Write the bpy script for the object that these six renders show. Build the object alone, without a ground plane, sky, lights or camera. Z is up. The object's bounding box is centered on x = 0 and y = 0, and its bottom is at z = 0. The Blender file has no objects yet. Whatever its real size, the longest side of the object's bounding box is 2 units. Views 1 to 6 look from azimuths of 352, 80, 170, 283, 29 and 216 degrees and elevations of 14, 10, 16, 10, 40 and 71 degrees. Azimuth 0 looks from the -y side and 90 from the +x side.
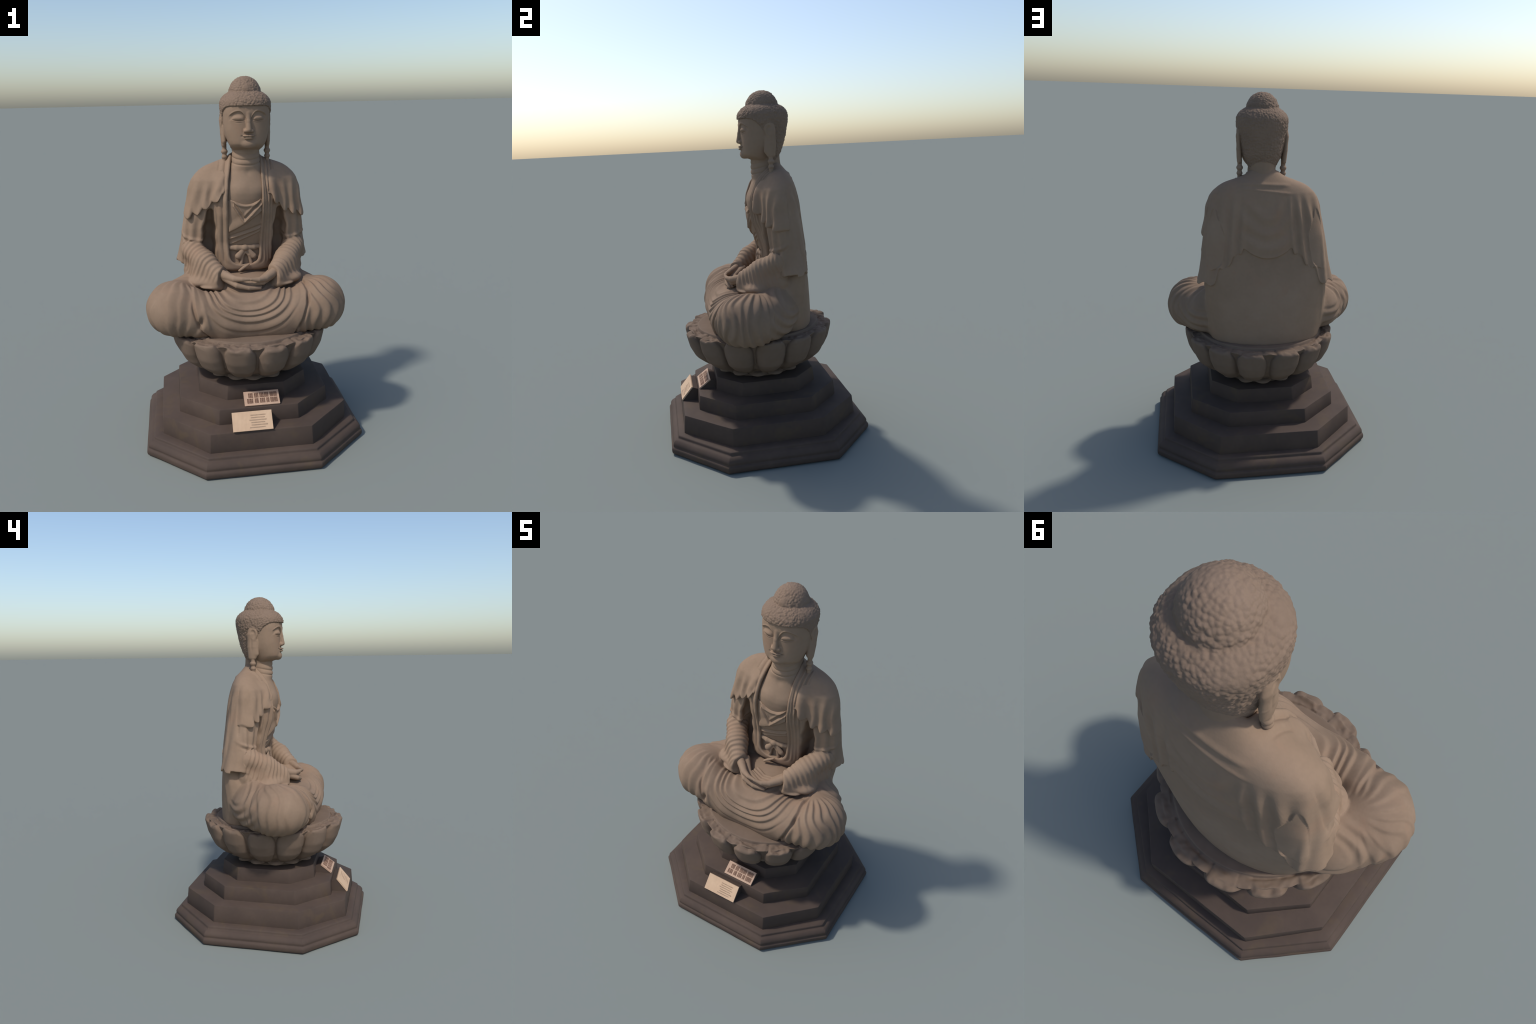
import bpy, math
import numpy as np
from mathutils import Vector

F = np.float32
rng = np.random.default_rng(7)

# ---------------------------------------------------------------- field tools
def sstep(a, b, x):
    t = np.clip((x - a) / (b - a), 0, 1)
    return t * t * (3 - 2 * t)

def smin(a, b, k):
    h = np.clip(0.5 + 0.5 * (b - a) / k, 0, 1)
    return b + (a - b) * h - k * h * (1 - h)

def smax(a, b, k):
    return -smin(-a, -b, k)

def gauss(d, w):
    return np.exp(-(d / w) ** 2)

def ball(p, c, r):
    return np.sqrt(((p - np.array(c, F)) ** 2).sum(1)) - r

def ellipsoid(p, c, r):
    r = np.array(r, F)
    q = (p - np.array(c, F)) / r
    k0 = np.sqrt((q ** 2).sum(1)) + 1e-6
    k1 = np.sqrt(((q / r) ** 2).sum(1)) + 1e-6
    return k0 * (k0 - 1) / k1

def cone(p, a, b, ra, rb, sq=(1, 1, 1)):
    """capsule whose radius runs from ra to rb; sq squashes space."""
    s = np.array(sq, F)
    a = np.array(a, F) * s; b = np.array(b, F) * s
    q = p * s
    ab = b - a
    t = np.clip(((q - a) @ ab) / (ab @ ab), 0, 1)
    d = q - a - t[:, None] * ab
    return np.sqrt((d * d).sum(1)) - (ra + (rb - ra) * t)

def chain(p, pts, k=0.01, sq=(1, 1, 1)):
    d = None
    for (a, ra), (b, rb) in zip(pts[:-1], pts[1:]):
        e = cone(p, a, b, ra, rb, sq)
        d = e if d is None else smin(d, e, k)
    return d

def box(p, c, h, r):
    q = np.abs(p - np.array(c, F)) - np.array(h, F) + r
    return np.sqrt((np.maximum(q, 0) ** 2).sum(1)) + np.minimum(q.max(1), 0) - r

def curve(rows, z):
    """smooth interpolation of a (z, value) profile"""
    r = np.array(rows, float)
    zz = np.linspace(r[0, 0] - .05, r[-1, 0] + .05, 800)
    v = np.interp(zz, r[:, 0], r[:, 1])
    k = np.exp(-np.linspace(-2.2, 2.2, 25) ** 2); k /= k.sum()
    v = np.convolve(np.pad(v, 12, mode='edge'), k, 'valid')
    return np.interp(z, zz, v).astype(F)

class Loft:
    """stack of horizontal superellipse sections: rows of (z, y_front, y_back, half_width, power in front[, power behind])"""
    def __init__(self, rows, lean=None, blur=.012):
        r = np.array(rows, float)
        n = 1600
        self.z0 = r[0, 0] - .1; self.z1 = r[-1, 0] + .1
        zz = np.linspace(self.z0, self.z1, n)
        dz = zz[1] - zz[0]
        m = max(3, int(2.5 * blur / dz)); kk = np.exp(-(np.arange(-m, m + 1) * dz / blur) ** 2); kk /= kk.sum()
        def col(i):
            v = np.interp(zz, r[:, 0], r[:, i])
            return np.convolve(np.pad(v, m, mode='edge'), kk, 'valid')
        yf, yb, hw, pw = col(1), col(2), col(3), col(4)
        pb = col(5) if r.shape[1] > 5 else pw
        cx = lean(zz) if lean else 0 * zz
        cy = (yf + yb) / 2; hd = (yb - yf) / 2
        self.t = np.stack([cx, cy, hd, hw, pw, pb, np.gradient(cx, dz), np.gradient(cy, dz), np.gradient(hd, dz), np.gradient(hw, dz)], 1).astype(F)
        self.n = n; self.lo = r[0, 0]; self.hi = r[-1, 0]
    def __call__(self, p):
        u = np.clip((p[:, 2] - self.z0) / (self.z1 - self.z0) * (self.n - 1), 0, self.n - 1.001)
        i = u.astype(np.int32); fr = (u - i)[:, None].astype(F)
        T = self.t[i] * (1 - fr) + self.t[i + 1] * fr
        cx, cy, hd, hw, pw, pb, dcx, dcy, dhd, dhw = T.T
        dx = p[:, 0] - cx; dy = p[:, 1] - cy
        pw = pw + (pb - pw) * (dy > 0)
        X = np.abs(dx) / hw + 1e-5; Y = np.abs(dy) / hd + 1e-5
        Xp = X ** (pw - 1); Yp = Y ** (pw - 1)
        f = (X * Xp + Y * Yp) ** (1 / pw)
        g = f ** (1 - pw)
        gx = g * Xp / hw; gy = g * Yp / hd
        gz = g * (Xp * (-X * dhw - np.sign(dx) * dcx) / hw + Yp * (-Y * dhd - np.sign(dy) * dcy) / hd)
        d = (f - 1) / np.sqrt(gx * gx + gy * gy + gz * gz + 1e-9)
        return np.maximum(np.maximum(d, p[:, 2] - F(self.hi)), F(self.lo) - p[:, 2])

def hash3(i, s=0):
    i = i.astype(np.int64)
    h = (i[..., 0] * 73856093 ^ i[..., 1] * 19349663 ^ i[..., 2] * 83492791 ^ (s * 2654435761)) & 0x7fffffff
    h = ((h ^ (h >> 13)) * 1274126177) & 0x7fffffff
    h = ((h ^ (h >> 16)) * 1103515245) & 0x7fffffff
    return (h & 0xffff) / 65535.0

def vnoise(p, s=0):
    i = np.floor(p); f = p - i; f = f * f * (3 - 2 * f)
    i = i.astype(np.int64); out = 0
    for a in (0, 1):
        for b in (0, 1):
            for c in (0, 1):
                w = (f[:, 0] if a else 1 - f[:, 0]) * (f[:, 1] if b else 1 - f[:, 1]) * (f[:, 2] if c else 1 - f[:, 2])
                out = out + w * hash3(i + np.array([a, b, c]), s)
    return out * 2 - 1

def worley(p, s=0):
    i = np.floor(p).astype(np.int64); best = np.full(len(p), 9.0)
    for a in (-1, 0, 1):
        for b in (-1, 0, 1):
            for c in (-1, 0, 1):
                j = i + np.array([a, b, c])
                q = j + np.stack([hash3(j, s), hash3(j, s + 1), hash3(j, s + 2)], 1)
                best = np.minimum(best, ((q - p) ** 2).sum(1))
    return np.sqrt(best)

def pleat(t, drop=.25):
    """soft saw tooth: slow rise, quick fall, like an overlapping cloth fold"""
    s = t - np.floor(t)
    u = np.where(s < 1 - drop, s / (1 - drop), (1 - s) / drop)
    return u * u * (3 - 2 * u)

# ---------------------------------------------------------------- sparse surface nets
def polygonise(f, lo, hi, h, blk=4, safe=1.3):
    lo = np.array(lo, float); hi = np.array(hi, float)
    nb = np.ceil((hi - lo) / (h * blk)).astype(int)
    B = np.stack(np.meshgrid(*[np.arange(n) for n in nb], indexing='ij'), -1).reshape(-1, 3)
    cen = (lo + (B + .5) * h * blk).astype(F)
    d = np.concatenate([f(c) for c in np.array_split(cen, max(1, len(cen) // 200000))])
    B = B[np.abs(d) < h * blk * safe]
    g = np.stack(np.meshgrid(*[np.arange(blk + 1)] * 3, indexing='ij'), -1).reshape(-1, 3)
    N = nb * blk + 1
    corner = np.array([[a, b, c] for a in (0, 1) for b in (0, 1) for c in (0, 1)])
    edges = [(a, b) for a in range(8) for b in range(a + 1, 8) if np.abs(corner[a] - corner[b]).sum() == 1]
    ids, pos, quads = [], [], []
    for part in np.array_split(B, max(1, len(B) // 3500)):
        gi = part[:, None] * blk + g[None]
        v = f((lo + gi.reshape(-1, 3) * h).astype(F)).reshape(len(part), blk + 1, blk + 1, blk + 1)
        s = v < 0
        c8 = np.stack([v[:, a:a + blk, b:b + blk, c:c + blk] for a, b, c in corner], -1)
        n_in = (c8 < 0).sum(-1)
        bi, i, j, k = np.nonzero((n_in > 0) & (n_in < 8))
        if len(bi):
            C = c8[bi, i, j, k]
            acc = np.zeros((len(bi), 3)); cnt = np.zeros(len(bi))
            for a, b in edges:
                m = (C[:, a] < 0) != (C[:, b] < 0)
                t = np.where(m, C[:, a] / np.where(m, C[:, a] - C[:, b], 1), 0)
                acc += m[:, None] * (corner[a] + t[:, None] * (corner[b] - corner[a])); cnt += m
            cell = part[bi] * blk + np.stack([i, j, k], 1)
            ids.append((cell[:, 0] * N[1] + cell[:, 1]) * N[2] + cell[:, 2])
            pos.append(lo + (cell + acc / cnt[:, None]) * h)
        for ax in range(3):
            sl0 = [slice(None)] + [slice(0, blk)] * 3
            sl1 = list(sl0); sl1[ax + 1] = slice(1, blk + 1)
            a, b = s[tuple(sl0)], s[tuple(sl1)]
            bi, i, j, k = np.nonzero(a != b)
            if not len(bi): continue
            cell = part[bi] * blk + np.stack([i, j, k], 1)
            u, w = (ax + 1) % 3, (ax + 2) % 3
            q = []
            for du, dw in ((0, 0), (-1, 0), (-1, -1), (0, -1)):
                cc = cell.copy(); cc[:, u] += du; cc[:, w] += dw
                q.append((cc[:, 0] * N[1] + cc[:, 1]) * N[2] + cc[:, 2])
            q = np.stack(q, 1)
            flip = ~a[bi, i, j, k]
            q[flip] = q[flip][:, ::-1]
            quads.append(q)
    ids = np.concatenate(ids); pos = np.concatenate(pos); quads = np.concatenate(quads)
    o = np.argsort(ids); ids = ids[o]; pos = pos[o]
    q = np.searchsorted(ids, quads); q = np.minimum(q, len(ids) - 1)
    q = q[(ids[q] == quads).all(1)]
    pos = pos.astype(F)
    e = F(h * .3)
    for _ in range(1):
        gr = np.stack([f(pos + np.array(dv, F) * e) - f(pos - np.array(dv, F) * e) for dv in np.eye(3)], 1) / (2 * e)
        n2 = (gr ** 2).sum(1) + .15
        stp = (f(pos) / n2)[:, None] * gr
        ln = np.sqrt((stp ** 2).sum(1, keepdims=True)) + 1e-9
        pos = (pos - stp * np.minimum(1, .6 * h / ln)).astype(F)
    return pos, q

def vertex_normals(v, q):
    a, b, c, d = (v[q[:, i]] for i in range(4))
    fn = np.cross(c - a, d - b)
    n = np.zeros((len(v), 3))
    for i in range(4):
        for ax in range(3):
            n[:, ax] += np.bincount(q[:, i], fn[:, ax], minlength=len(v))
    return n / (np.sqrt((n ** 2).sum(1, keepdims=True)) + 1e-12)

def relax(v, q, times=1, w=.5):
    E = np.concatenate([q[:, [0, 1]], q[:, [1, 2]], q[:, [2, 3]], q[:, [3, 0]]])
    deg = np.bincount(E[:, 0], minlength=len(v)) + np.bincount(E[:, 1], minlength=len(v))
    for _ in range(times):
        s = np.zeros_like(v, dtype=float)
        for ax in range(3):
            s[:, ax] = np.bincount(E[:, 0], v[E[:, 1], ax], minlength=len(v)) + np.bincount(E[:, 1], v[E[:, 0], ax], minlength=len(v))
        v = v + w * (s / np.maximum(deg, 1)[:, None] - v)
    return v

# ---------------------------------------------------------------- materials
def material(name, base, dark, light, rough=.78, spec=.25, bump=.12, warm=None):
    m = bpy.data.materials.new(name); m.use_nodes = True
    nt = m.node_tree; N = nt.nodes; L = nt.links
    bs = N['Principled BSDF']
    bs.inputs['Roughness'].default_value = rough
    bs.inputs['Specular IOR Level'].default_value = spec
    tc = N.new('ShaderNodeTexCoord')
    def noise(scale, detail, rgh=.55):
        n = N.new('ShaderNodeTexNoise'); n.inputs['Scale'].default_value = scale
        n.inputs['Detail'].default_value = detail; n.inputs['Roughness'].default_value = rgh
        L.new(tc.outputs['Object'], n.inputs['Vector']); return n
    big = noise(5.5, 4); fine = noise(60, 5)
    rp = N.new('ShaderNodeValToRGB')
    rp.color_ramp.elements[0].position = .32; rp.color_ramp.elements[0].color = (*dark, 1)
    rp.color_ramp.elements[1].position = .70; rp.color_ramp.elements[1].color = (*light, 1)
    e = rp.color_ramp.elements.new(.5); e.color = (*base, 1)
    L.new(big.outputs['Fac'], rp.inputs['Fac'])
    col = rp.outputs['Color']
    if warm:
        w = noise(9.0, 3); w.inputs['Distortion'].default_value = .6
        r2 = N.new('ShaderNodeValToRGB')
        r2.color_ramp.elements[0].position = .55; r2.color_ramp.elements[0].color = (0, 0, 0, 1)
        r2.color_ramp.elements[1].position = .75; r2.color_ramp.elements[1].color = (1, 1, 1, 1)
        L.new(w.outputs['Fac'], r2.inputs['Fac'])
        mx = N.new('ShaderNodeMix'); mx.data_type = 'RGBA'
        L.new(r2.outputs['Color'], mx.inputs['Factor']); L.new(col, mx.inputs['A'])
        mx.inputs['B'].default_value = (*warm, 1); col = mx.outputs['Result']
    mf = N.new('ShaderNodeMix'); mf.data_type = 'RGBA'; mf.blend_type = 'MULTIPLY'
    mf.inputs['Factor'].default_value = 1
    mr = N.new('ShaderNodeMapRange'); mr.inputs['To Min'].default_value = .93; mr.inputs['To Max'].default_value = 1.07
    L.new(fine.outputs['Fac'], mr.inputs['Value'])
    L.new(col, mf.inputs['A']); L.new(mr.outputs['Result'], mf.inputs['B'])
    L.new(mf.outputs['Result'], bs.inputs['Base Color'])
    bp = N.new('ShaderNodeBump'); bp.inputs['Strength'].default_value = bump; bp.inputs['Distance'].default_value = .004
    f2 = noise(130, 4)
    L.new(f2.outputs['Fac'], bp.inputs['Height']); L.new(bp.outputs['Normal'], bs.inputs['Normal'])
    return m

STONE = material('carved_stone', (.264, .184, .127), (.247, .172, .118), (.281, .198, .138), warm=(.272, .181, .123), spec=.06)
SKIRTM = material('skirt_stone_shade_darkened', (.236, .165, .115), (.220, .153, .106), (.252, .178, .125), warm=(.243, .162, .111), spec=.06)  # body stone darkened about a tenth for the shade baked on the legs
HAIRM = material('hair_stone', (.206, .145, .105), (.190, .134, .096), (.222, .158, .116), bump=.2, spec=.06)
LOTUSM = material('lotus_stone_darker', (.168, .120, .088), (.152, .109, .080), (.186, .134, .099), spec=.06)
BASEM = material('dark_pedestal_stone', (.078, .056, .045), (.070, .051, .042), (.088, .063, .050), rough=.7, spec=.10, warm=(.090, .064, .044))
PAPER = material('cream_plaque', (.56, .385, .250), (.53, .36, .235), (.59, .415, .275), rough=.6, bump=.03)
PAPER2 = material('tan_plaque', (.46, .305, .215), (.43, .28, .20), (.49, .335, .235), rough=.6, bump=.03)
INK = material('brown_lettering', (.225, .130, .088), (.19, .11, .075), (.27, .16, .11), rough=.7, bump=.03)
SCRIPT = material('faded_script', (.49, .345, .235), (.45, .32, .22), (.54, .37, .245), rough=.7, bump=.03)

# ---------------------------------------------------------------- object helpers
root = bpy.data.objects.new('buddha_statue', None)
bpy.context.collection.objects.link(root)
root['label'] = 'seated stone Buddha on lotus throne and octagonal stepped pedestal'
root['category'] = 'statue'

def add(name, v, faces, mat, parent=root, normals=None, smooth=True):
    me = bpy.data.meshes.new(name)
    if isinstance(faces, list):
        me.from_pydata([tuple(map(float, a)) for a in v], [], faces)
    else:
        me.vertices.add(len(v)); me.vertices.foreach_set('co', np.asarray(v, F).ravel())
        me.loops.add(faces.size); me.loops.foreach_set('vertex_index', faces.astype(np.int32).ravel())
        me.polygons.add(len(faces)); me.polygons.foreach_set('loop_start', np.arange(0, faces.size, 4, dtype=np.int32))
        me.update(calc_edges=True)
    me.polygons.foreach_set('use_smooth', [smooth] * len(me.polygons))
    if normals is not None and len(me.vertices) == len(normals):
        me.normals_split_custom_set_from_vertices(np.asarray(normals, float).tolist())
    me.materials.append(mat)
    ob = bpy.data.objects.new(name, me)
    bpy.context.collection.objects.link(ob)
    ob.parent = parent
    return ob

def split(v, q, n, gid, names, mats, parents=None):
    """separate one smooth surface into parts that share border vertices and normals"""
    fg = gid[q].max(1)
    out = {}
    for g, name in names.items():
        m = fg == g
        if m.sum() < 4: continue
        used, inv = np.unique(q[m], return_inverse=True)
        out[g] = add(name, v[used], inv.reshape(-1, 4), mats[g] if isinstance(mats, dict) else mats, normals=n[used])
    return out

def bevel(ob, w, seg=2):
    m = ob.modifiers.new('bevel', 'BEVEL'); m.width = w; m.segments = seg; m.limit_method = 'ANGLE'; m.angle_limit = math.radians(25)
    dg = bpy.context.evaluated_depsgraph_get()
    me = bpy.data.meshes.new_from_object(ob.evaluated_get(dg))
    old = ob.data; ob.modifiers.clear(); ob.data = me; me.name = ob.name; bpy.data.meshes.remove(old)
    me.set_sharp_from_angle(angle=math.radians(40))

# ---------------------------------------------------------------- pedestal
OCT = lambda hx, cy, hy, cx: [(hx, -cy), (hx, cy), (cx, hy), (-cx, hy), (-hx, cy), (-hx, -cy), (-cx, -hy), (cx, -hy)]

def tier(name, rows, parent, cap_bottom=True):
    """rows of (z, inset-from-outline); outline given by the octagon of each row"""
    v, f = [], []
    sub = 10
    for z, o in rows:
        P = OCT(*o)
        if name == 'pedestal': P[1] = (P[1][0] + .004, P[1][1] + .018)
        for i in range(8):
            a, b = P[i], P[(i + 1) % 8]
            for s in range(sub):
                t = s / sub
                v.append((a[0] + (b[0] - a[0]) * t, a[1] + (b[1] - a[1]) * t, z))
    n = 8 * sub
    for r in range(len(rows) - 1):
        for i in range(n):
            j = (i + 1) % n
            f.append((r * n + i, r * n + j, (r + 1) * n + j, (r + 1) * n + i))
    f.append(tuple(range((len(rows) - 1) * n, len(rows) * n)))
    f.append(tuple(reversed(range(n))))
    v = np.array(v)
    w = vnoise(v * 6, 3) * .0022 + vnoise(v * 17, 5) * .0009
    r = np.sqrt((v[:, :2] ** 2).sum(1, keepdims=True))
    v[:, :2] *= 1 + w[:, None] / r
    ob = add(name, v, f, BASEM, parent)
    bevel(ob, .004)
    return ob

def o_plinth(d):  # plinth outline drawn in by d
    return (.606 - d, .294 - d * .42, .580 - d, .303 - d * .42)
pedestal = tier('pedestal', [(0, o_plinth(.010)), (.006, o_plinth(.003)), (.016, o_plinth(0)), (.030, o_plinth(.0)), (.038, o_plinth(.004)),
    (.042, o_plinth(.011)), (.048, o_plinth(.010)), (.056, o_plinth(.009)), (.066, o_plinth(.013)), (.076, o_plinth(.021)), (.082, o_plinth(.030)),
    (.084, o_plinth(.038)), (.086, o_plinth(.041)), (.098, o_plinth(.043)), (.101, o_plinth(.048)), (.104, o_plinth(.070)), (.106, o_plinth(.085))], root)
tier('step', [(.098, (.516, .254, .503, .273)), (.208, (.510, .250, .494, .267))], pedestal)
tier('step', [(.203, (.416, .217, .406, .216)), (.292, (.409, .213, .399, .210))], pedestal)
tier('step', [(.287, (.304, .162, .296, .160)), (.372, (.296, .156, .288, .153))], pedestal)

# plaques: sloping wedges leaning on the steps
def plaque(x0, x1, yb, zb, yt, zt, yback, zfloor, paper):
    v = [(x0, yb, zfloor), (x1, yb, zfloor), (x1, yback, zfloor), (x0, yback, zfloor),
         (x0, yb + .002, zb), (x1, yb + .002, zb), (x1, yt, zt), (x0, yt, zt), (x1, yback, zt - .012), (x0, yback, zt - .012)]
    f = [(3, 2, 1, 0), (0, 1, 5, 4), (4, 5, 6, 7), (7, 6, 8, 9), (1, 2, 8, 6, 5), (0, 4, 7, 9, 3), (2, 3, 9, 8)]
    stand = add('plaque_stand', v, f, BASEM, pedestal, smooth=False)
    up = Vector((0, yt - yb - .002, zt - zb)); ln = up.length; up.normalize()
    nrm = Vector((1, 0, 0)).cross(up)
    o = Vector((x0, yb + .002, zb))
    def at(u, w, h): return o + Vector((1, 0, 0)) * u + up * w + nrm * h
    W = x1 - x0
    n = 14
    vv = [];
    for h in (-.002, .006):
        for b in range(5):
            for a in range(n + 1):
                u = -.003 + (W + .006) * a / n; w = -.003 + (ln + .006) * b / 4
                vv.append(at(u, w, h + (.0004 * math.sin(a * 1.9 + b) if h > 0 else 0)))
    ff = []; S = 5 * (n + 1)
    for b in range(4):
        for a in range(n):
            i = b * (n + 1) + a
            ff.append((i, i + n + 1, i + n + 2, i + 1)); ff.append((S + i, S + i + 1, S + i + n + 2, S + i + n + 1))
    ring = [a for a in range(n + 1)] + [b * (n + 1) + n for b in range(1, 5)] + [4 * (n + 1) + a for a in range(n - 1, -1, -1)] + [b * (n + 1) for b in range(3, 0, -1)]
    for a, b in zip(ring, ring[1:] + ring[:1]):
        ff.append((a, b, S + b, S + a))
    pl = add('plaque', vv, ff, paper, pedestal, smooth=False)
    return pl, at, W, ln

def strokes(name, parent, at, cells, mat, seed, h=.0072):
    """each character cell filled with a few raised brush strokes"""
    r = np.random.default_rng(seed); v, f = [], []
    def bar(u0, w0, u1, w1):
        i = len(v)
        for hh in (.004, h):
            v.extend([at(u0, w0, hh), at(u1, w0, hh), at(u1, w1, hh), at(u0, w1, hh)])
        f.extend([(i + 4, i + 5, i + 6, i + 7), (i, i + 1, i + 5, i + 4), (i + 1, i + 2, i + 6, i + 5), (i + 2, i + 3, i + 7, i + 6), (i + 3, i, i + 4, i + 7)])
    for u, w, du, dw in cells:
        k = max(1, round(du / (dw * .9)))
        for c in range(k):
            a = u + du * c / k; b = du / k * .94
            for s in (0, .26, .52, .77):
                t = r.uniform(-.03, .03)
                bar(a + b * r.uniform(0, .06), w + dw * (s + t * .5), a + b * r.uniform(.92, 1), w + dw * (s + .215))
            for s in (r.uniform(.02, .12), r.uniform(.4, .55), r.uniform(.75, .85)):
                bar(a + b * s, w, a + b * (s + .15), w + dw)
    return add(name, v, f, mat, parent, smooth=False)

pl, at, W, ln = plaque(-.147, .057, -.496, .214, -.434, .285, -.402, .207, PAPER)
# faded lines of script on the right half of the lower plaque
cells = []
for i in range(6):
    w = ln * (.10 + .135 * i)
    u0 = W * (.42 + .05 * abs(math.sin(i * 2.1))); u1 = W * (.90 - .08 * abs(math.cos(i * 1.7)))
    cells.append((u0, w, u1 - u0, ln * .060))
strokes('faded_script', pl, at, cells, SCRIPT, 3, .0067)
pl, at, W, ln = plaque(-.071, .113, -.390, .297, -.327, .342, -.29, .291, PAPER2)
rows = [(.12, [(.06, .25), (.285, .41), (.44, .60), (.625, .72), (.745, .965)]), (.54, [(.11, .255), (.285, .42), (.44, .71), (.745, .965)])]
strokes('plaque_lettering', pl, at, [(W * a, ln * r0, W * (b - a), ln * .36) for r0, cs in rows for a, b in cs], INK, 5)

# ---------------------------------------------------------------- lotus throne
NP = 14
PITCH = 2 * math.pi / NP
def bowl(tab):
    return Loft([(z, -r, r, r, 2.0) for z, r in tab], None, .010)
BOWL = bowl([(.385, .215), (.405, .245), (.420, .288), (.440, .336), (.486, .393), (.545, .423), (.60, .436), (.630, .441), (.66, .442)])
CORE = bowl([(.36, .215), (.395, .222), (.42, .255), (.450, .315), (.505, .356), (.56, .382), (.605, .398), (.63, .410), (.66, .412)])
FOOT = bowl([(.36, .272), (.385, .275), (.395, .273), (.405, .266), (.415, .25), (.43, .22)])

def sector(ang, shift):
    k = np.round(ang / PITCH - shift)
    return k, ang - (k + shift) * PITCH

JIT = np.random.default_rng(21).random((10, NP)).astype(F)
def jit(k, seed, lo, hi):
    return lo + (hi - lo) * JIT[seed][np.mod(k, NP).astype(np.int32)]

def lotus_parts(p):
    p = p + np.array([0, .009, 0], F)   # the throne sits a little forward
    x, y, z = p.T
    r = np.sqrt(x * x + y * y) + 1e-6
    ang = np.arctan2(y, x)
    out = BOWL(p)
    # main petals: plump pillows with a shallow notch at the top
    k, a = sector(ang, 0)
    u = np.abs(a - jit(k, 1, -.02, .02)) * .405; us = (a - jit(k, 1, -.02, .02)) * .405
    w = np.interp(z, [.38, .42, .46, .50, .55, .59, .64], [.038, .060, .077, .086, .0885, .0875, .083]) * jit(k, 2, .97, 1.03)
    top = jit(k, 3, .628, .640) - 3.6 * np.maximum(u - .050, 0) ** 1.35 - jit(k, 4, .000, .007) * gauss(us - jit(k, 5, -.02, .02), .018)
    pet = smax(u - w, (z - top) * .9, .016)
    pet = smax(pet, out - .002 + .032 * (u / .088) ** 3.2, .016)
    pet = np.maximum(pet, .388 - z)
    # inner petals seen between them
    k2, a2 = sector(ang, .5)
    u2 = np.abs(a2) * .41
    top2 = jit(k2, 6, .632, .650) - 2.2 * u2 ** 2 * 6
    inn = smax(u2 - np.interp(z, [.45, .55, .62], [.03, .05, .065]), z - top2, .012)
    lip = .010 * sstep(.60, .645, z)
    inn = smax(inn, out + .040 - 1.8 * lip, .010)
    # turned-out petals of the foot
    k3, a3 = sector(ang, .5)
    u3 = np.abs(a3 - jit(k3, 8, -.03, .03)) * .29
    ft = smax(FOOT(p) - .006 * gauss(u3, .04) + 4.5 * u3 ** 2 * 1.5, u3 - .066, .01)
    ft = smax(ft, np.abs(z - .402 + .05 * (r - .27)) - .012, .008)
    # core with the bumpy rim and the raised disc
    core = CORE(p)
    band = .634 + .006 * np.cos(ang * NP) * sstep(.38, .41, r)
    disc = .648 + (band - .648) * sstep(.360, .369, r) - .008 * gauss(r - .371, .005)
    core = smax(core, z - disc, .005)
    core = smax(core, .366 - z, .004)
    return core, pet, inn, ft

def lotus(p):
    core, pet, inn, ft = lotus_parts(p)
    d = smin(core, smin(pet, inn, .004), .005)
    return smin(d, ft, .004)

v, q = polygonise(lotus, (-.47, -.47, .355), (.47, .47, .685), .0036, 4, 2.2)
v = relax(v, q, 1, .35)
n = vertex_normals(v, q)
D = np.stack(lotus_parts(v.astype(F)), 1)
gid = D.argmin(1)
rr = np.sqrt(v[:, 0] ** 2 + v[:, 1] ** 2)
bump = .006 * vnoise(v * 24, 4) + .0042 * vnoise(v * 52, 9)
rim = sstep(.366, .380, rr) * sstep(.600, .630, v[:, 2])
v[:, 2] += bump * rim
v[:, :2] *= (1 + .007 * vnoise(v * 30, 13) * rim)[:, None]
v = v + n * (.0010 * vnoise(v * 18, 2))[:, None]
n = vertex_normals(v, q)
ang = np.arctan2(v[:, 1], v[:, 0])
k0 = np.mod(np.round(ang / PITCH), NP).astype(int); k5 = np.mod(np.round(ang / PITCH - .5), NP).astype(int)
part = np.select([gid == 0, gid == 1, gid == 2], [0, 1 + k0, 101 + k5], 201 + k5)
names = {0: 'lotus_throne'}
for k in range(NP):
    names[1 + k] = 'petal'; names[101 + k] = 'inner_petal'; names[201 + k] = 'foot_petal'
got = split(v, q, n, part, names, LOTUSM)
throne = got[0]
for g, ob in got.items():
    if g: ob.parent = throne

# ---------------------------------------------------------------- the seated figure: main fields
def lean(z):
    return -.012 + np.clip(z - .8, 0, 2) * .0357

def mirrored(p):
    q = p.copy(); q[:, 0] = np.abs(p[:, 0] - lean(p[:, 2])); return q

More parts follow.
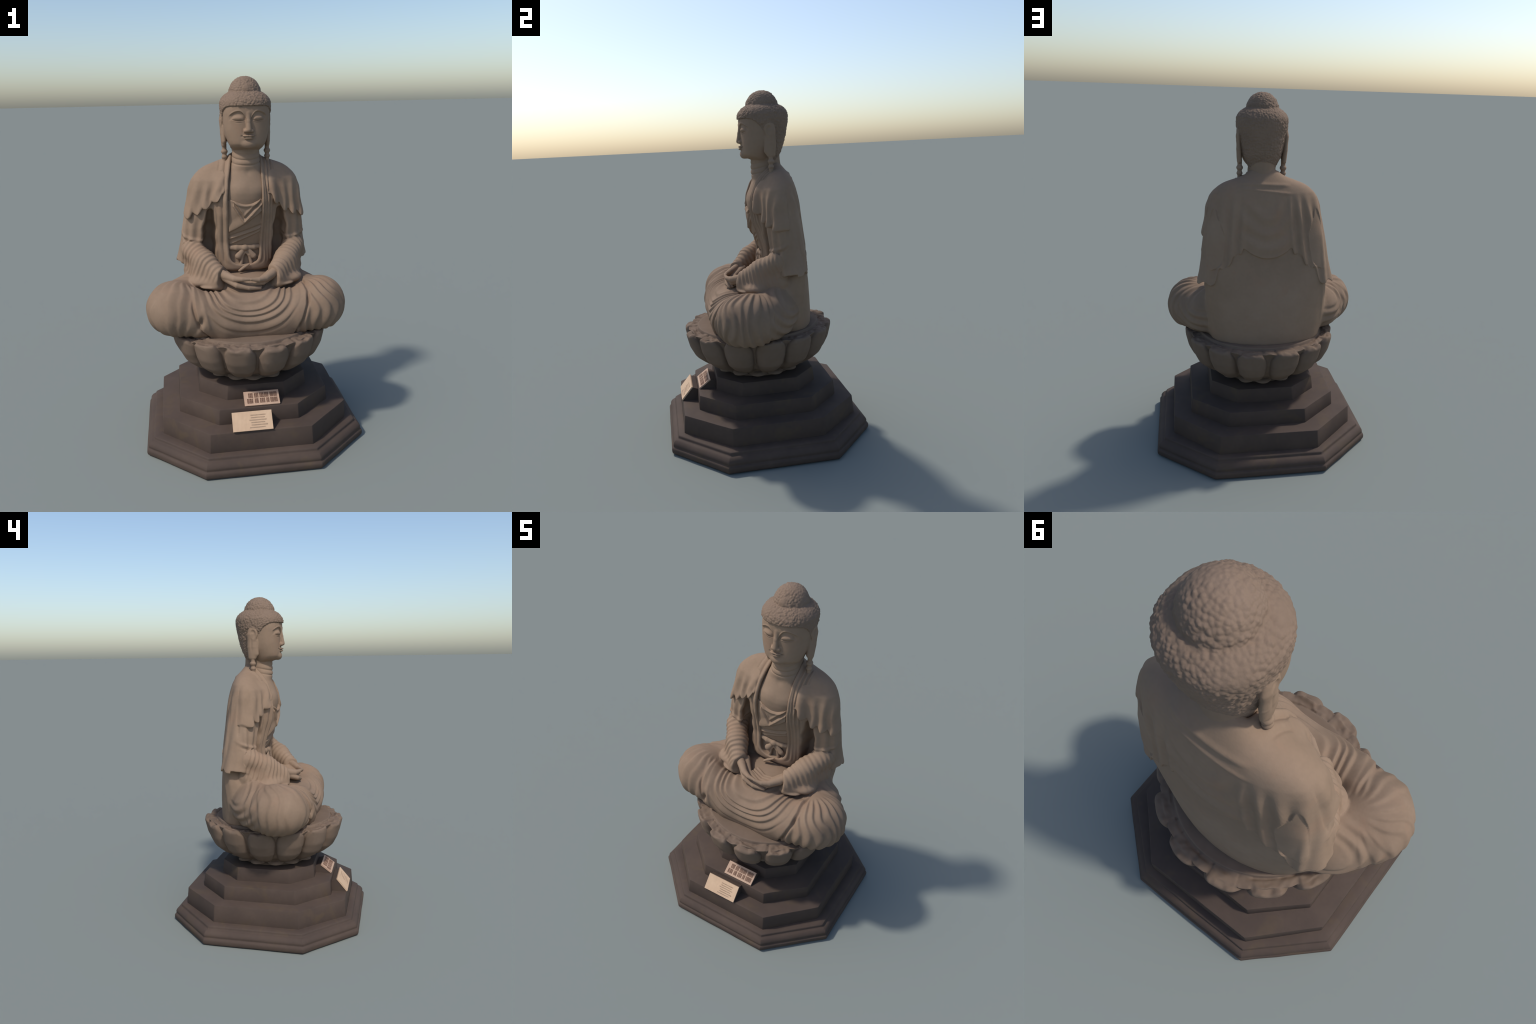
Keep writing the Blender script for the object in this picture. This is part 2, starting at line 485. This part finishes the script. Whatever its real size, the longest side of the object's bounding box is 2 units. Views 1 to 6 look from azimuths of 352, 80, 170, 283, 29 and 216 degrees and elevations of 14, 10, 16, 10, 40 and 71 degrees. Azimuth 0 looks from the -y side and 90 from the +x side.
BACK = [(.58, .318), (.69, .321), (.82, .317), (.953, .300), (1.09, .280), (1.233, .264), (1.335, .257), (1.436, .243), (1.49, .228), (1.535, .204), (1.56, .186), (1.585, .166), (1.60, .155)]
yb = lambda z, o=0: float(np.interp(z, [b[0] for b in BACK], [b[1] for b in BACK])) - o
UNDER = Loft([(z, f, yb(z, .013), w, 3.0, 2.0) for z, f, w in ((.56, .0, .29), (.62, -.02, .305), (.7, -.02, .322), (.8, -.0, .335), (.9, .05, .342), (1.0, .12, .335), (1.1, .14, .33), (1.25, .13, .315), (1.4, .08, .29), (1.47, .06, .26))], lean)
MANT = Loft([(z, f, yb(z), w, p, 2.0) for z, f, w, p in ((.93, .055, .392, 3.2), (.985, .05, .384, 3.2), (1.03, .045, .372, 3.1), (1.1, .035, .358, 3.0), (1.18, .022, .349, 2.9), (1.25, .018, .339, 2.8), (1.35, .014, .318, 2.7), (1.40, .014, .306, 2.6), (1.45, .022, .291, 2.5), (1.48, .032, .276, 2.4), (1.505, .042, .251, 2.3), (1.525, .052, .218, 2.2), (1.54, .06, .175, 2.1), (1.553, .068, .135, 2.0), (1.570, .085, .098, 2.0), (1.588, .10, .074, 2.0), (1.60, .11, .05, 2.0))], lean, .008)
CHEST = Loft([(z, f, float(np.interp(z, [1.44, 1.52, 1.575], [.20, .165, .135])), w, p) for z, f, w, p in ((.92, .015, .175, 2.6), (.96, .008, .165, 2.6), (1.02, .012, .155, 2.8), (1.1, .018, .155, 2.8), (1.19, -.010, .163, 2.7), (1.26, -.035, .175, 2.6), (1.34, -.046, .182, 2.5), (1.41, -.036, .182, 2.4), (1.48, -.008, .170, 2.3), (1.52, .02, .145, 2.2), (1.555, .055, .105, 2.0), (1.575, .075, .085, 2))], lean)
INNER = Loft([(z, f, .2, w, p) for z, f, w, p in ((.92, .035, .12, 3), (1.0, .040, .12, 3), (1.06, .040, .125, 3), (1.12, .016, .13, 2.8), (1.2, -.014, .14, 2.6), (1.28, -.032, .145, 2.5), (1.33, -.036, .145, 2.4), (1.38, -.036, .14, 2.4))], lean)

def window(p):
    """opening between the lapels, seen from the front: negative inside"""
    x, y, z = p.T
    hl = curve([(.95, .088), (1.05, .093), (1.2, .100), (1.35, .108), (1.45, .103), (1.56, .080), (1.6, .07)], z)
    hr = curve([(.95, .082), (1.05, .080), (1.2, .082), (1.35, .084), (1.45, .082), (1.56, .078), (1.6, .07)], z)
    xx = x - lean(z) - .003
    d = np.where(xx < 0, -xx - hl, xx - hr)
    d = smax(d, .968 - z, .07)
    return smax(d, y - .12, .01)

def cape_hem(p):
    x, y, z = p.T
    xx = x - lean(z)
    a = np.abs(xx)
    left = np.interp(a, [.10, .13, .20, .27, .335, .40], [1.42, 1.372, 1.312, 1.268, 1.243, 1.24])
    right = np.interp(a, [.14, .17, .20, .23, .28, .335, .40], [1.36, 1.318, 1.292, 1.268, 1.252, 1.235, 1.235])
    h = np.where(xx < 0, left, right)
    ph = np.where(xx < 0, a * 118, a * 112 + 1.0)
    return h - z - .026 * (np.abs(np.cos(ph * .5)) - .62) * sstep(.1, .15, a), ph

def back_hem(p):
    x, y, z = p.T
    a = np.abs(x - lean(z))
    h = 1.134 + np.minimum(a / .14, 1) ** 2 * .062
    h = h - .042 * sstep(.130, .150, a) - .070 * sstep(.186, .214, a) - .100 * sstep(.258, .294, a)
    h = h + .009 * np.sin(a * 95) * sstep(.13, .18, a)
    return np.where(y > .17 + .3 * sstep(.33, .28, a) * 0, h, .984 + .004 * np.sin(y * 50))

FA = [((.290, .085, 1.048), .062), ((.230, -.005, 1.000), .058), ((.150, -.098, .944), .044)]
FB = [((.280, .090, .935), .062), ((.240, -.01, .920), .055), ((.168, -.100, .902), .040)]
LEG1 = [((.387, -.145, .773), .126), ((.405, -.102, .774), .139), ((.335, .02, .772), .121), ((.20, .10, .765), .125)]
LEG2 = [((.387, -.145, .773), .126), ((.26, -.168, .742), .110), ((.14, -.173, .728), .108), ((.0, -.173, .726), .108)]

def parts(p):
    m = mirrored(p)
    x, y, z = p.T
    a = m[:, 0]
    # mantle with the arms; the gap between arm and ribs is carved out
    man = MANT(p)
    gap = chain(m, [((.196, .045, 1.275), .014), ((.200, .045, 1.18), .030), ((.205, .05, 1.08), .036), ((.205, .05, .94), .040)], .02, (1, .40, 1))
    man0 = man
    man = smax(man, -gap, .018)
    hem = back_hem(p)
    man = smax(man, hem - z, .006)
    under = UNDER(p)
    under = smax(under, .636 - z, .02)
    chest0 = CHEST(p)
    chest = smax(chest0, .93 - z, .02)
    robe0 = smin(chest, man, .022)
    robe0 = smax(robe0, -gap, .016)
    win = window(p)
    robe = smax(robe0, -win, .006)
    # short cape with a rippled hem over both shoulders
    hm, ph = cape_hem(p)
    near = gauss(hm + .0, .05)
    flare = .011 + .013 * (.5 + .5 * np.cos(ph)) * near
    fade = sstep(1.53, 1.44, z) * sstep(.165, .10, y)
    flare = -.006 + (flare + .006) * fade
    both = smin(chest0, man0, .03)
    cape = smax(both - flare, hm, .007)
    cape = smax(cape, -(win - np.where(x < lean(z), .018, .035)), .022)
    inner = smax(INNER(p), z - 1.345, .01)
    # forearms
    fa = smin(chain(m, FA, .03), chain(m, FB, .03), .05)
    cut = (m[:, 0] - .142) * .80 - (m[:, 1] + .105) * -.55 - 0 * y   # wrist opening plane
    fa = smax(fa, -cut, .006)
    # cuffs hang onto the lap
    cuff = ellipsoid(m, (.185, -.085, .893), (.050, .045, .026))
    cuff = smin(cuff, ellipsoid(m, (.245, -.03, .90), (.075, .075, .035)), .03)
    cuff = smin(cuff, ellipsoid(m, (.190, -.088, .884), (.072, .052, .013)), .006)
    fa = smin(fa, smax(cuff, -cut - .006, .006), .02)
    # crossed legs under the skirt
    rt = (x > 0) * sstep(.1, .3, a)
    ml = m + np.stack([.007 * rt, .004 * rt, .018 * rt], 1).astype(F)
    leg = smin(chain(ml, LEG1, .05), chain(ml, LEG2, .05), .05)
    lap = ellipsoid(p, (0, .02, .77), (.34, .25, .110))
    leg = smin(leg, lap, .05)
    panel = box(p, (0.01, -.17, .69), (.20, .098, .07), .05)
    leg = smin(leg, panel, .05)
    leg = smin(leg, cone(m, (.285, .07, .905), (.30, .06, .80), .045, .09), .07)
    leg = smin(leg, ellipsoid(p, (0, .0, .855), (.22, .13, .068)), .04)
    leg = smax(leg, .636 - z, .015)
    return robe, cape, inner, fa, leg, under

def figure(p):
    robe, cape, inner, fa, leg, under = parts(p)
    d = smin(robe, cape, .004)
    d = smin(d, inner, .004)
    body = smin(leg, under, .03)
    d2 = smin(d, fa, .028)
    return smin(d2, body, .008)

v, q = polygonise(figure, (-.60, -.38, .57), (.60, .36, 1.60), .0036)
v = relax(v, q, 1, .35)
n = vertex_normals(v, q)

def fold_field(p, n):
    """depth of the carved folds, metres, along the normal"""
    P = p.astype(F)
    robe, cape, inner, fa, leg, under = parts(P)
    x, y, z = P.T.astype(float)
    X = x - lean(z); a = np.abs(X); sg = np.sign(X)
    D = np.stack([robe, cape, inner, fa, leg, under], 1)
    gid = D.argmin(1)
    h = np.zeros(len(p))
    nz1 = vnoise(P * 9, 1); nz2 = vnoise(P * 22, 2)
    front = sstep(.0, .35, -n[:, 1])
    back = sstep(.1, .6, n[:, 1])
    # --- skirt
    isleg = (gid == 4) | (gid == 5)
    isf = sstep(.02, .0, leg)
    # central catenary folds
    s = .97 * (.925 - z) + .33 * (-.10 - y)
    xc = X + .006
    R = (np.abs(xc) ** 2.3 + np.maximum(s, 0) ** 2.3) ** (1 / 2.3)
    R = R + .010 * nz1 + .010 * vnoise(np.stack([x * 7, z * 0, z * 3], 1), 12)
    crease_r = np.interp(z, [.60, .66, .74, .80, .86, .90], [.205, .235, .275, .300, .312, .30])
    crease_l = np.interp(z, [.60, .66, .70, .76, .82, .90], [.195, .225, .265, .285, .300, .31])
    inR = sstep(.006, -.006, X - crease_r); inL = sstep(.006, -.006, -X - crease_l)
    zone = inR * inL * sstep(-.02, -.10, y) * isf
    edge = .35 + .65 * sstep(.045, .085, np.minimum(crease_r - X, crease_l + X))
    tt = (R - .085) / .035 + .16 * np.sin(R * 55 + 1.0)
    vary = .85 + .4 * hash3(np.stack([np.floor(tt), tt * 0, tt * 0], 1), 5)
    amp = (.0085 + .003 * nz1) * sstep(.09, .15, R) * sstep(.33, .26, R)
    h += zone * edge * vary * amp * (pleat(tt, .30) - .4)
    # panel stands proud of the knees
    h += zone * .011 * sstep(.0, -.05, y + .1)
    h -= .010 * gauss(X - crease_r - .007, .008) * sstep(-.03, -.1, y) * isf * sstep(.60, .66, z)
    h -= .009 * gauss(-X - crease_l - .007, .008) * sstep(-.08, -.16, y) * isf * sstep(.88, .80, z)
    h += .007 * gauss(-X - crease_l + .045, .012) * sstep(-.10, -.16, y) * isf * sstep(.68, .74, z) * sstep(.86, .80, z)
    h -= .024 * gauss(-X - .268 + .25 * (z - .742), .013) * gauss(z - .745, .028) * sstep(-.1, -.2, y) * isf
    # rays over the knees, from a gather point on top of the thigh
    px = np.where(X > 0, .315, .335); py = np.where(X > 0, -.045, -.03)
    dx = a - px; dy = y - py
    rad = np.sqrt(dx * dx + dy * dy + ((z - .90) * .8) ** 2)
    phi = np.degrees(np.arctan2(dy, dx))
    knee = isf * (1 - inR * inL) * sstep(.06, .14, rad)
    fr = knee * sstep(.60, .66, z)
    wR = np.where(X > 0, sstep(35, -5, phi), .50 * sstep(60, 10, phi))
    h += fr * wR * .0095 * (pleat((phi + 9 * nz1 + 130) / np.where(X > 0, 13.0, 15.0) + .8 * (z - .75), .35) - .45) * sstep(-125, -100, phi)
    # hip folds behind the knee: nested hanging loops
    hb = np.sqrt(((y - .15) * 1.15) ** 2 + np.minimum(z - .90, .05) ** 2)
    hz = isf * sstep(.30, .36, a) * sstep(-.06, .04, y) * sstep(.3, .25, y)
    h += hz * .009 * (pleat((hb + .004 * nz1) / .052, .5) - .4) * sstep(.07, .12, hb)
    # --- forearm rings
    A = np.array(FA[0][0]); Bv = np.array(FA[2][0]); ab = Bv - A; L = np.linalg.norm(ab)
    M = np.stack([a, y, z], 1)
    t = ((M - A) @ ab) / L
    isfa = (gid == 3)
    tilt = t + .12 * (z - 1.0) + .007 * nz1 + .003 * nz2
    h += isfa * (.0040 + .002 * nz1) * (pleat(tilt / .0262, .45) - .4) * sstep(.90, .945, z) * sstep(-.06, -.02, t)
    # --- lapels: long pleats beside the opening
    win = window(P)
    rb = (gid == 0)
    lap = rb * front * sstep(.15, .10, y) * sstep(.20, .17, a)
    wob = win + .004 * nz1
    Lf = (.005 * gauss(wob - .010, .008) - .0045 * gauss(wob - .030, .005) + .003 * gauss(wob - .046, .008) - .003 * gauss(wob - .062, .005))
    up = sstep(1.18, 1.36, z)
    Rt = (.003 * gauss(wob - .008, .006) - .003 * gauss(wob - .018, .004)) + (.3 + .7 * up) * .0042 * np.cos((wob + .03 * (z - 1.4)) / .0185 * 2 * np.pi) * sstep(.012, .02, wob) * sstep(.085, .06, wob)
    h += lap * np.where(X < 0, Lf, Rt) * sstep(.96, 1.0, z)
    # --- inner garment: draped neckline and slanting folds
    gi = (gid == 2) * sstep(.12, .09, a)
    neck = 1.318 + (X / .085) ** 2 * .035
    h -= gi * .014 * sstep(-.004, .004, z - neck)
    h += gi * .006 * gauss(z - neck + .008, .007)
    vee = 1.222 + np.where(X < -.012, (-.012 - X) * 1.55, (X + .012) * 1.05)
    h += gi * .010 * gauss(z - vee, .009) * (X > -.075)
    h += gi * .006 * gauss(z - vee - .036, .010)
    h -= gi * .006 * gauss(z - vee - .018, .009)
    diag = 1.165 + (X + .08) * .62 + .5 * np.maximum(X, 0) ** 1.5
    h += gi * .011 * sstep(-.005, .007, z - diag) * sstep(.07, .0, z - diag)
    h += gi * .007 * gauss(z - (1.125 + (X + .08) * .35), .007)
    h -= gi * .005 * gauss(z - (1.137 + (X + .08) * .35), .007)
    h += gi * .005 * gauss(z - (1.09 + (X + .08) * .45), .006)
    # --- cape and sleeves: falling folds
    cp = (gid == 1)
    ang = np.where(X < 0, a * 1.0 + (z - 1.5) * .22, a * 1.0 + (z - 1.5) * .10)
    h += cp * (.0034 + .0022 * nz1) * np.cos(ang * 2 * np.pi / .052 + 2.2 * nz1 + .6) * sstep(1.49, 1.38, z)
    sl = rb * sstep(.20, .24, a) * sstep(.16, .08, y) * sstep(1.28, 1.2, z)
    h += sl * .004 * np.cos((a * .6 + y * .7 + (z - 1.1) * .10) * 2 * np.pi / .045 + nz1)
    # elbow gathers
    h += rb * .007 * gauss(z - 1.118 - (y - .06) * .5, .010) * sstep(.20, .24, a) * sstep(.17, .06, y)
    h -= rb * .006 * gauss(z - 1.098 - (y - .06) * .5, .008) * sstep(.20, .24, a) * sstep(.14, .06, y)
    # vertical groove that ends the cape on the outer arm
    h -= rb * .006 * gauss(y - .130, .008) * sstep(.27, .30, a) * sstep(1.16, 1.22, z) * sstep(1.42, 1.34, z)
    # --- back drapery
    bk = rb * back
    u = np.sqrt((X * .85) ** 2 + np.maximum(1.47 - z, 0) ** 2 * .55)
    h += bk * .003 * np.cos((u - .02 * nz1) * 2 * np.pi / .07) * sstep(.17, .12, a) * sstep(1.10, 1.2, z) * sstep(1.48, 1.40, z)
    vf = sstep(.10, .15, a) * sstep(.36, .31, a) * sstep(1.50, 1.36, z)
    h += bk * vf * .0055 * np.cos((a - (1.4 - z) * .10) * 2 * np.pi / .058 + .8 * nz1)
    # collar rolls behind the neck
    h += bk * .005 * gauss(z - 1.525 - .04 * X, .010) * sstep(.15, .09, a)
    h += bk * .003 * gauss(z - 1.492 - .10 * X, .008) * sstep(.16, .10, a)
    # back panel edge
    ub = (gid == 5)
    h += ub * .006 * gauss(a - .318, .012) * sstep(.18, .24, y) * sstep(.62, .68, z)
    h += nz2 * .0006 + nz1 * .0008
    return h, gid

h, gid = fold_field(v, n)
v = v + n * h[:, None]
n = vertex_normals(v, q)
X = v[:, 0] - lean(v[:, 2])
part = np.where(gid == 0, np.where((np.abs(X) > .215) & (v[:, 1] < .27) & (v[:, 2] < 1.50), np.where(X < 0, 1, 2), 0), 0)
part = np.where(gid == 1, 3, part)
part = np.where(gid == 2, 4, part)
part = np.where(gid == 3, np.where(X < 0, 1, 2), part)
part = np.where(gid == 4, np.where(X < 0, 5, 6), part)
part = np.where(gid == 5, 7, part)
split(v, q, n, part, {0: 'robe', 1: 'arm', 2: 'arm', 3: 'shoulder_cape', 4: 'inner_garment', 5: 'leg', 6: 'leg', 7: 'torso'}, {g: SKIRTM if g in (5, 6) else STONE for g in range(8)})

# ---------------------------------------------------------------- head, neck and bare chest
CX = .024
HAIR = Loft([(z, f, b, w, 2.15) for z, f, b, w in ((1.60, .02, .150, .075), (1.635, .0, .163, .092), (1.66, -.02, .177, .108), (1.70, -.04, .192, .116), (1.75, -.055, .207, .124), (1.79, -.063, .215, .130), (1.81, -.066, .219, .137), (1.825, -.069, .221, .139), (1.845, -.070, .223, .140), (1.868, -.067, .222, .139), (1.885, -.058, .214, .130), (1.90, -.044, .202, .117), (1.912, -.028, .186, .100), (1.922, -.008, .165, .08), (1.93, .02, .14, .05))], None, .006)
FACE = Loft([(z, f, float(np.interp(z, [1.59, 1.63, 1.69, 1.8], [.09, .12, .15, .18])), w, p) for z, f, w, p in ((1.590, .045, .050, 2), (1.606, .022, .068, 2.0), (1.618, -.010, .082, 2.05), (1.630, -.040, .091, 2.15), (1.645, -.053, .099, 2.25), (1.665, -.055, .107, 2.3), (1.69, -.055, .115, 2.35), (1.72, -.055, .121, 2.4), (1.75, -.056, .124, 2.4), (1.78, -.058, .126, 2.4), (1.81, -.062, .127, 2.35), (1.84, -.062, .126, 2.3), (1.87, -.05, .12, 2.2))], None, .007)
NECK = Loft([(z, f, b, w, 2.1) for z, f, b, w in ((1.30, -.024, .18, .15), (1.35, -.034, .18, .15), (1.38, -.035, .18, .15), (1.41, -.029, .18, .15), (1.44, -.018, .18, .14), (1.47, -.007, .18, .13), (1.50, .002, .18, .108), (1.525, -.002, .178, .09), (1.55, -.002, .176, .079), (1.60, -.001, .168, .075), (1.64, .004, .166, .074), (1.68, .02, .16, .07))], lambda z: np.clip(.013 + (z - 1.4) * .045, 0, .024), .010)

def head_parts(p):
    q = p.copy(); q[:, 0] -= CX
    m = q.copy(); m[:, 0] = np.abs(q[:, 0])
    x, y, z = q.T
    hair = HAIR(q)
    # hairline: straight over the brow, dropping in front of the ears
    line = np.interp(m[:, 0] + np.clip(y + .04, 0, .2) * .0, [0, .06, .09, .11, .125, .14], [1.846, 1.845, 1.838, 1.820, 1.790, 1.755])
    yl = np.interp(z, [1.60, 1.70, 1.735, 1.762, 1.777, 1.804, 1.823, 1.839, 1.846, 1.848], [.105, .10, .085, .066, .052, .036, .020, -.006, -.035, -.2])
    hair = smax(hair, yl - y, .006)
    knot = ellipsoid(q, (0, .078, 1.914), (.086, .090, .086))
    knot = smin(knot, ellipsoid(q, (0, .078, 1.920), (.0845, .089, .05)), .01)
    face = FACE(q)
    nose = chain(m, [((0, -.052, 1.806), .012), ((0, -.058, 1.765), .0125), ((0, -.0655, 1.722), .0150)], .006)
    nose = smin(nose, ellipsoid(m, (.014, -.056, 1.716), (.0145, .016, .0115)), .006)
    nose = smax(nose, 1.7045 + (y + .05) * -.15 - z, .004)
    face = smin(face, nose, .008)
    face = smin(face, ellipsoid(q, (0, -.040, 1.646), (.034, .022, .022)), .016)
    lips = ellipsoid(m, (.010, -.056, 1.6895), (.022, .0145, .0060))
    lips = smin(lips, ellipsoid(q, (0, -.055, 1.6780), (.024, .0150, .0078)), .0015)
    face = smin(face, lips, .004)
    # ears: shell, long lobe
    ear = ellipsoid(m, (.1285, .092, 1.778), (.0135, .031, .042))
    ear = smax(ear, -ellipsoid(m, (.143, .087, 1.772), (.011, .018, .030)), .004)
    lobe = chain(m, [((.130, .103, 1.770), .015), ((.126, .100, 1.70), .019), ((.1215, .096, 1.640), .0185)], .002, (1.35, .72, 1))
    lobe = smin(lobe, chain(m, [((.121, .075, 1.735), .012), ((.119, .076, 1.66), .016)], .002, (1.2, .8, 1)), .012)
    ear = smin(ear, lobe, .012)
    # pendant beads
    bead = smin(ellipsoid(m, (.1195, .094, 1.601), (.0185, .0185, .0155)), ellipsoid(m, (.1195, .093, 1.571), (.0165, .0165, .0135)), .003)
    bead = smin(bead, cone(m, (.1195, .094, 1.64), (.1195, .093, 1.535), .0125, .012), .003)
    neck = NECK(p)
    return face, hair, knot, ear, bead, neck

def head_field(p):
    face, hair, knot, ear, bead, neck = head_parts(p)
    d = smin(face, hair, .003)
    d = smin(d, knot, .005)
    d = smin(d, neck, .006)
    d = smin(d, ear, .004)
    d = smin(d, bead, .003)
    return smax(d, 1.31 - p[:, 2], .01)

v, q = polygonise(head_field, (-.15, -.10, 1.29), (.20, .25, 2.02), .0021)
v = relax(v, q, 1, .3)
n = vertex_normals(v, q)

def head_relief(p, n):
    P = p.astype(F)
    D = np.stack(head_parts(P), 1); gid = D.argmin(1)
    x, y, z = P.T.astype(float); X = x - CX; a = np.abs(X)
    h = np.zeros(len(p))
    f = (gid == 0) * sstep(.15, .5, -n[:, 1])
    # brow arch and socket below it
    brow = 1.8175 - (np.clip(a - .052, 0, 1) / .055) ** 2 * .030 - (np.clip(.052 - a, 0, 1) / .037) ** 2.2 * .034
    below = brow - z
    eye = sstep(.010, .020, a) * sstep(.105, .085, a)
    h -= f * eye * .0062 * sstep(-.001, .005, below) * sstep(.034, .014, below)
    h += f * eye * .0022 * gauss(below + .003, .004)
    # closed lids
    lid = 1.7735 - .0035 * np.cos(np.clip((a - .052) / .034, -1, 1) * np.pi / 2) + .05 * np.clip(a - .052, 0, .04)
    e = np.clip(1 - ((a - .053) / .033) ** 2, 0, 1)
    h += f * .0060 * e * gauss(z - lid - .0115, .0115)
    h -= f * .0052 * np.sqrt(e) * gauss(z - lid + .0015, .0020)
    h += f * .0012 * e * gauss(z - lid + .0055, .0028)
    h -= f * .0010 * e * gauss(z - lid + .0105, .0030)
    # mouth line and corners, groove under the nose, dip above the chin
    h -= f * .0030 * gauss(z - (1.6843 + .0030 * (a / .03) ** 2), .0017) * sstep(.044, .034, a)
    h -= f * .0022 * gauss(a - .037, .007) * gauss(z - 1.6875, .006)
    h -= f * .0018 * gauss(X, .005) * gauss(z - 1.699, .005)
    h -= f * .0020 * gauss(z - 1.666, .006) * gauss(a, .025)
    # nostril shadow line beside the wings
    h -= f * .0022 * gauss(a - .031, .004) * gauss(z - 1.713, .010)
    # weathered curls
    hr = (gid == 1) | (gid == 2)
    w1 = worley(P * 82.0, 3); w2 = worley(P * 52.0, 7)
    soft = .45 + .55 * sstep(-.3, .3, vnoise(P * 14, 6) + .25)
    h += hr * soft * (.0056 * (.55 - w1) + .0028 * (.55 - w2))
    # frontal jewel on the topknot
    h += (gid == 2) * (-.9 * h + .004) * gauss(X + .002, .020) * gauss(z - 1.935, .020) * sstep(.03, -.01, y)
    # rings of the neck and the collar bone dip
    ng = (gid == 5)
    fr = sstep(.12, .02, y)
    for zc, aa in ((1.588, .0018), (1.558, .0026), (1.530, .0028)):
        zz = z - zc + (y - .0) * (-.22)
        h -= ng * aa * gauss(zz, .0040) * fr
        h += ng * aa * .8 * gauss(zz - .013, .010) * fr
    h -= ng * .004 * gauss(X, .02) * gauss(z - 1.49, .018)
    h += ng * .004 * gauss(a - .06, .05) * gauss(z - 1.40, .04)
    # ear: inner curl
    eg = (gid == 3)
    h -= eg * .003 * gauss(y - .098, .006) * sstep(1.66, 1.70, z) * sstep(1.77, 1.74, z)
    return h, gid

h, gid = head_relief(v, n)
v = v + n * h[:, None]
n = vertex_normals(v, q)
part = gid.copy()
X = v[:, 0] - CX
part = np.where((gid == 3) & (X > 0), 6, part)
part = np.where((gid == 4) & (X > 0), 7, part)
part = np.where((gid == 5) & (v[:, 2] < 1.52), 8, part)
split(v, q, n, part, {0: 'head', 1: 'hair', 2: 'topknot', 3: 'ear', 6: 'ear', 4: 'earring', 7: 'earring', 5: 'neck', 8: 'chest'},
      {0: STONE, 1: HAIRM, 2: HAIRM, 3: STONE, 6: STONE, 4: STONE, 7: STONE, 5: STONE, 8: STONE})

# ---------------------------------------------------------------- hands
def hand_right(p):   # the hand on the viewer's left
    d = chain(p, [((-.165, -.085, .955), .026), ((-.128, -.118, .945), .024), ((-.085, -.158, .936), .018), ((-.045, -.180, .937), .0125), ((-.002, -.188, .938), .0085)], .002)
    for i, (dy, dz, l) in enumerate(((0, 0, 1), (.017, .003, 1.08), (.034, .008, 1.02), (.050, .014, .85))):
        d = smin(d, chain(p, [((-.135, -.108 + dy, .932 + dz), .022), ((-.075, -.172 + dy, .902 + dz), .0150), ((-.01 * l, -.182 + dy, .886 + dz), .0118), ((.052 * l, -.170 + dy, .880 + dz), .0095)], .002), .005)
    return d

def hand_left(p):    # the hand on the viewer's right, cupped upward
    d = chain(p, [((.160, -.085, .955), .026), ((.125, -.120, .942), .024), ((.085, -.158, .930), .019), ((.045, -.182, .930), .0135), ((.000, -.190, .937), .0085)], .002)
    for dy, l in ((0, 1), (.022, 1.1), (.043, 1.05), (.062, .9)):
        d = smin(d, chain(p, [((.125, -.115 + dy, .930), .020), ((.070, -.158 + dy, .908), .0145), ((.010, -.158 + dy, .904), .0115), ((-.055 * l, -.130 + dy, .915), .009)], .002), .005)
    return d

for fld, lo, hi in ((hand_right, (-.21, -.22, .85), (.09, -.03, 1.0)), (hand_left, (-.10, -.22, .86), (.21, -.02, 1.0))):
    v, q = polygonise(fld, lo, hi, .0022)
    v = relax(v, q, 6, .5)
    add('hand', v, q, STONE, normals=vertex_normals(v, q))

# ---------------------------------------------------------------- sash with bow
def sash(p):
    p = p + np.array([0, .019, 0], F)
    d = chain(p, [((-.105, .066, 1.066), .0115), ((-.05, .050, 1.063), .0125), ((.0, .046, 1.063), .0125), ((.05, .050, 1.064), .0115), ((.105, .064, 1.067), .010)], .008, (1, 1, .8))
    d = smin(d, ellipsoid(p, (-.003, .043, 1.063), (.021, .016, .0175)), .004)
    # bow loops hanging left and right
    d = smin(d, chain(p, [((-.016, .044, 1.046), .014), ((-.040, .044, 1.016), .020)], .004, (1, 1.3, 1)), .003)
    d = smin(d, chain(p, [((.020, .044, 1.046), .012), ((.046, .044, 1.014), .017)], .004, (1, 1.3, 1)), .003)
    # arched cords to the hem
    d = smin(d, chain(p, [((.0, .046, 1.040), .008), ((-.017, .046, 1.020), .008), ((-.026, .044, .970), .010)], .006), .003)
    d = smin(d, chain(p, [((.0, .046, 1.040), .008), ((.020, .046, 1.020), .008), ((.032, .044, .970), .010)], .006), .003)
    # twisted end over the hem
    d = smin(d, chain(p, [((-.040, .008, .940), .009), ((-.014, .012, .957), .011), ((.014, .018, .972), .006)], .002, (1, 1, 1.3)), .003)
    return d
v, q = polygonise(sash, (-.13, -.05, .91), (.13, .09, 1.10), .0022)
v = relax(v, q, 1, .4)
add('sash', v, q, STONE, normals=vertex_normals(v, q))
